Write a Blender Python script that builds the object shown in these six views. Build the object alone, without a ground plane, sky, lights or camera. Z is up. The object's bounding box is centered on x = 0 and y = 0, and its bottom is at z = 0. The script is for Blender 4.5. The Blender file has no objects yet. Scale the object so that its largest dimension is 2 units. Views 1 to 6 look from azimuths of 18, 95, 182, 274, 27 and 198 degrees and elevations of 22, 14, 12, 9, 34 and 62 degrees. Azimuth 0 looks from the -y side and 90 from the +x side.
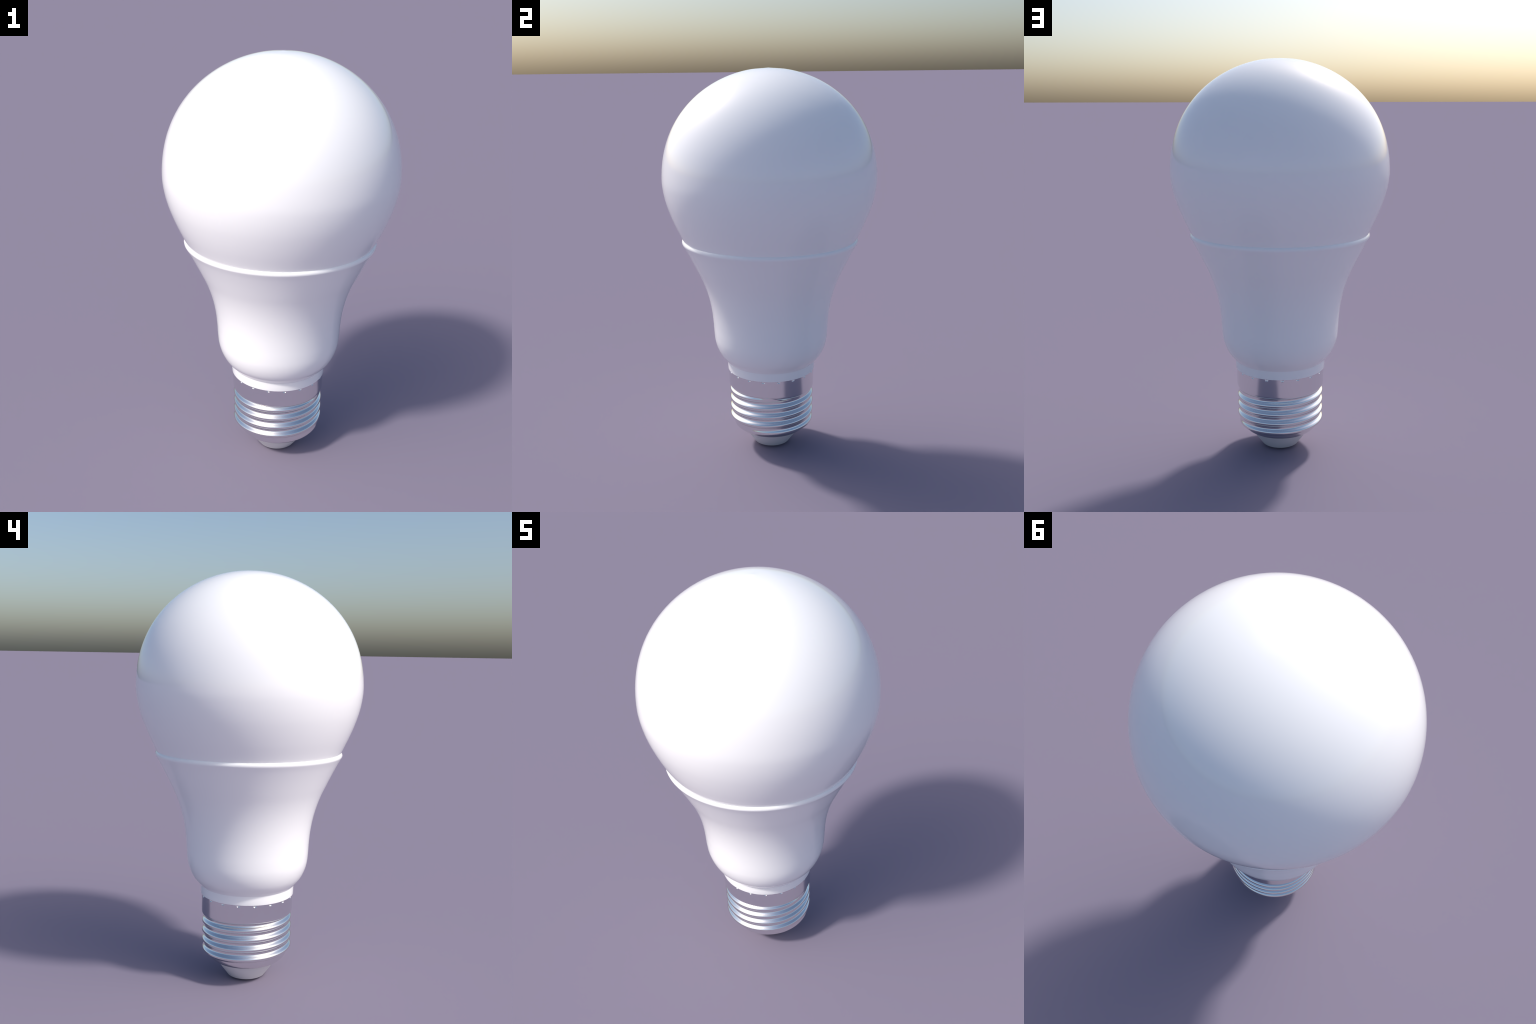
"""LED light bulb with a screw base: lathed plastic globe, housing and collar, a metal
shell with a real helical thread and a ring of punched dimples, and a contact stub."""
import bpy, math
import numpy as np

TAU = 2 * math.pi

# ------------------------------------------------------------------ curve helpers
def spline(points, n):
    """Catmull-Rom (centripetal) curve through (r, z) control points, n samples per span."""
    P = [np.array(p, float) for p in points]
    P = [2 * P[0] - P[1]] + P + [2 * P[-1] - P[-2]]
    out = []
    for i in range(1, len(P) - 2):
        p0, p1, p2, p3 = P[i - 1:i + 3]
        t0 = 0.0
        t1 = t0 + np.linalg.norm(p1 - p0) ** 0.5
        t2 = t1 + np.linalg.norm(p2 - p1) ** 0.5
        t3 = t2 + np.linalg.norm(p3 - p2) ** 0.5
        for t in np.linspace(t1, t2, n, endpoint=False):
            a1 = (t1 - t) / (t1 - t0) * p0 + (t - t0) / (t1 - t0) * p1
            a2 = (t2 - t) / (t2 - t1) * p1 + (t - t1) / (t2 - t1) * p2
            a3 = (t3 - t) / (t3 - t2) * p2 + (t - t2) / (t3 - t2) * p3
            b1 = (t2 - t) / (t2 - t0) * a1 + (t - t0) / (t2 - t0) * a2
            b2 = (t3 - t) / (t3 - t1) * a2 + (t - t1) / (t3 - t1) * a3
            out.append((t2 - t) / (t2 - t1) * b1 + (t - t1) / (t2 - t1) * b2)
    out.append(P[-2])
    return [tuple(p) for p in out]


def arc(cr, cz, rad, a0, a1, n):
    return [(cr + rad * math.cos(math.radians(a)), cz + rad * math.sin(math.radians(a)))
            for a in np.linspace(a0, a1, n)]


# ------------------------------------------------------------------ mesh helpers
def grid_object(name, R, Z, material, parent):
    """Closed solid from a ring grid: R[i, j], Z[i, j] over profile row i and azimuth j."""
    rows, cols = R.shape
    az = np.arange(cols) * TAU / cols
    verts = np.stack([R * np.sin(az), -R * np.cos(az), Z], axis=-1).reshape(-1, 3)
    faces = []
    for i in range(rows - 1):
        a, b = i * cols, (i + 1) * cols
        for j in range(cols):
            k = (j + 1) % cols
            faces.append((a + j, a + k, b + k, b + j))
    vl = verts.tolist()
    for row, flip in ((0, True), (rows - 1, False)):
        c = len(vl)
        vl.append([0.0, 0.0, float(Z[row].mean())])
        for j in range(cols):
            k = (j + 1) % cols
            p, q = row * cols + j, row * cols + k
            faces.append((c, q, p) if flip else (c, p, q))
    me = bpy.data.meshes.new(name)
    me.from_pydata(vl, [], faces)
    me.validate()
    me.shade_smooth()
    me.set_sharp_from_angle(angle=math.radians(38))
    me.materials.append(material)
    ob = bpy.data.objects.new(name, me)
    bpy.context.scene.collection.objects.link(ob)
    ob.parent = parent
    return ob


def lathe(name, profile, material, parent, cols=256):
    P = np.array(profile)
    R = np.repeat(P[:, :1], cols, axis=1)
    Z = np.repeat(P[:, 1:], cols, axis=1)
    return grid_object(name, R, Z, material, parent)


# ------------------------------------------------------------------ materials
def material(name, colour, roughness, metallic=0.0, ior=1.5, vary=0.0, scale=40.0):
    m = bpy.data.materials.new(name)
    m.use_nodes = True
    nt = m.node_tree
    bsdf = nt.nodes["Principled BSDF"]
    bsdf.inputs["Base Color"].default_value = (*colour, 1)
    bsdf.inputs["Metallic"].default_value = metallic
    bsdf.inputs["IOR"].default_value = ior
    tex = nt.nodes.new("ShaderNodeTexCoord")
    noise = nt.nodes.new("ShaderNodeTexNoise")
    noise.inputs["Scale"].default_value = scale
    noise.inputs["Detail"].default_value = 3
    ramp = nt.nodes.new("ShaderNodeMapRange")
    ramp.inputs["To Min"].default_value = roughness - vary
    ramp.inputs["To Max"].default_value = roughness + vary
    nt.links.new(tex.outputs["Object"], noise.inputs["Vector"])
    nt.links.new(noise.outputs["Fac"], ramp.inputs["Value"])
    nt.links.new(ramp.outputs["Result"], bsdf.inputs["Roughness"])
    return m


WHITE = 1.0
diffuser = material("white_diffuser_plastic", (WHITE, WHITE, WHITE), 0.04, vary=0.002)
plastic = material("white_housing_plastic", (WHITE, WHITE, WHITE), 0.05, vary=0.003)
nickel = material("polished_nickel", (0.86, 0.86, 0.86), 0.12, metallic=1.0, vary=0.005)
solder = material("pale_contact_metal", (0.74, 0.74, 0.74), 0.5, vary=0.02)

# ------------------------------------------------------------------ the thing
bulb = bpy.data.objects.new("light_bulb", None)
bpy.context.scene.collection.objects.link(bulb)
bulb["label"] = "white frosted LED light bulb with silver screw base"
bulb["category"] = "light bulb"

# --- globe: almost a sphere around (0, 1.455), drawn in towards the housing below
ZC = 1.455
globe_polar = [(90, .5450), (80, .5450), (70, .5455), (60, .5465), (50, .5478), (40, .5487),
               (30, .5487), (20, .5472), (10, .5450), (0, .5440)]
upper = [(rad * math.cos(math.radians(a)), ZC + rad * math.sin(math.radians(a)))
         for a, rad in globe_polar]
upper[0] = (0.0005, 2.0)
lower = [(.5390, 1.4000), (.5268, 1.3430), (.5090, 1.2880), (.4865, 1.2320),
         (.4600, 1.1750), (.4340, 1.1200)]
globe_profile = spline((upper + lower)[::-1], 10)
lathe("globe", [(.36, 1.12)] + globe_profile, diffuser, bulb, 320)

# --- housing: rounded lip, concave trumpet, rounded shoulder at the bottom
shoulder = [(.2060, .4520), (.2200, .4677), (.2325, .4818), (.2450, .4958), (.2591, .5128),
            (.2716, .5306), (.2823, .5518), (.2910, .5760), (.2975, .6052), (.3010, .6426),
            (.3042, .7000), (.3100, .7600), (.3205, .8200), (.3365, .8800), (.3585, .9400),
            (.3870, 1.0015), (.4175, 1.0640), (.4385, 1.1045)]
lip = arc(.4395, 1.1365, .0150, -31, 100, 18)
lathe("housing", [(.19, .452)] + spline(shoulder + lip[:1], 8)[:-1] + lip + [(.36, 1.1512)], plastic, bulb, 320)

# --- collar: plain plastic band between housing and metal shell
lathe("collar", [(.200, .4370)] + [(.2290, .4370)] + arc(.2305, .4385, .0012, -80, 0, 5)
      + [(.2322, .4600), (.2325, .4920), (.2050, .4930)], plastic, bulb, 256)

# --- screw shell: cylinder, right-handed thread with fading ends, drawn-in bottom
PITCH, Z_START = .0484, .1243          # crest height at azimuth 0 is Z_START + k * PITCH
CREST, ROOT = .2250, .2096
base_profile = spline([(.1565, .0915), (.1710, .0980), (.1845, .1080), (.1950, .1210),
                       (.2025, .1360), (.2072, .1530), (ROOT, .1720)], 20)
base_profile += [(ROOT, z) for z in np.arange(.1725, .3346, .0005)]
base_profile += spline([(ROOT, .3350), (.2130, .3390), (.2192, .3432), (.2240, .3475),
                        (.2262, .3530), (.2268, .3590)], 10)
base_profile += [(.2268, z) for z in np.arange(.362, .405, .004)]
base_profile += [(.2268, z) for z in np.arange(.4060, .4400, .0008)]
base_profile += [(.2268, .4450), (.2000, .4460)]
COLS = 960


def smooth(x):
    x = np.clip(x, 0, 1)
    return x * x * (3 - 2 * x)


BP = np.array(base_profile)
az = np.arange(COLS) / COLS
Z = np.repeat(BP[:, 1:], COLS, axis=1)
R = np.repeat(BP[:, :1], COLS, axis=1)
# past the run-out of the thread the plain cylinder reaches lower down, then climbs again
deg = az * 360
sag = .0115 * smooth((deg - 75) / 60) * (1 - smooth((deg - 190) / 110))
band = (BP[:, 1] > .315) & (BP[:, 1] < .365)
for j in range(COLS):
    R[band, j] = np.interp(BP[band, 1] + sag[j], BP[:-1, 1], BP[:-1, 0])
phase = (Z - Z_START) / PITCH - az[None, :]
k = np.round(phase)
turn = k + az[None, :]                                   # turns along the helix
fade = smooth((turn + .12) / .80) * (1 - smooth((turn - 4.10) / .40))
x = np.abs(phase - k) * 2                                # 0 at crest, 1 at root
wave = (np.cos(math.pi * x) - .05 * np.cos(3 * math.pi * x)) / .95
ridge = (.5 + .5 * wave) * fade                          # rolled, wave-shaped thread
R = np.maximum(R, R + (CREST - R) * ridge * (Z < .360))
# ring of punched dimples just under the collar
DIMPLES, DIMPLE_AZ, DIMPLE_Z, DIMPLE_R, DIMPLE_DEPTH = 18, 4.7, .4330, .0078, .0038
step = 1.0 / DIMPLES
d_az = (az - DIMPLE_AZ / 360 + step / 2) % step - step / 2
dist = np.hypot(d_az[None, :] * TAU * .2268, Z - DIMPLE_Z) / DIMPLE_R
R -= DIMPLE_DEPTH * np.sqrt(np.clip(1 - dist ** 2, 0, 1)) * (Z > .40)
grid_object("screw_shell", R, Z, nickel, bulb)

# --- contact stub: blunt cone with a shallow domed underside standing on the ground
lathe("contact_stub", [(.020, .0000), (.045, .0004), (.070, .0040), (.0890, .0098)]
      + arc(.0925, .0133, .0034, -65, -35, 4) + [(.1250, .0525), (.1560, .0955), (.14, .0985)],
      solder, bulb, 192)
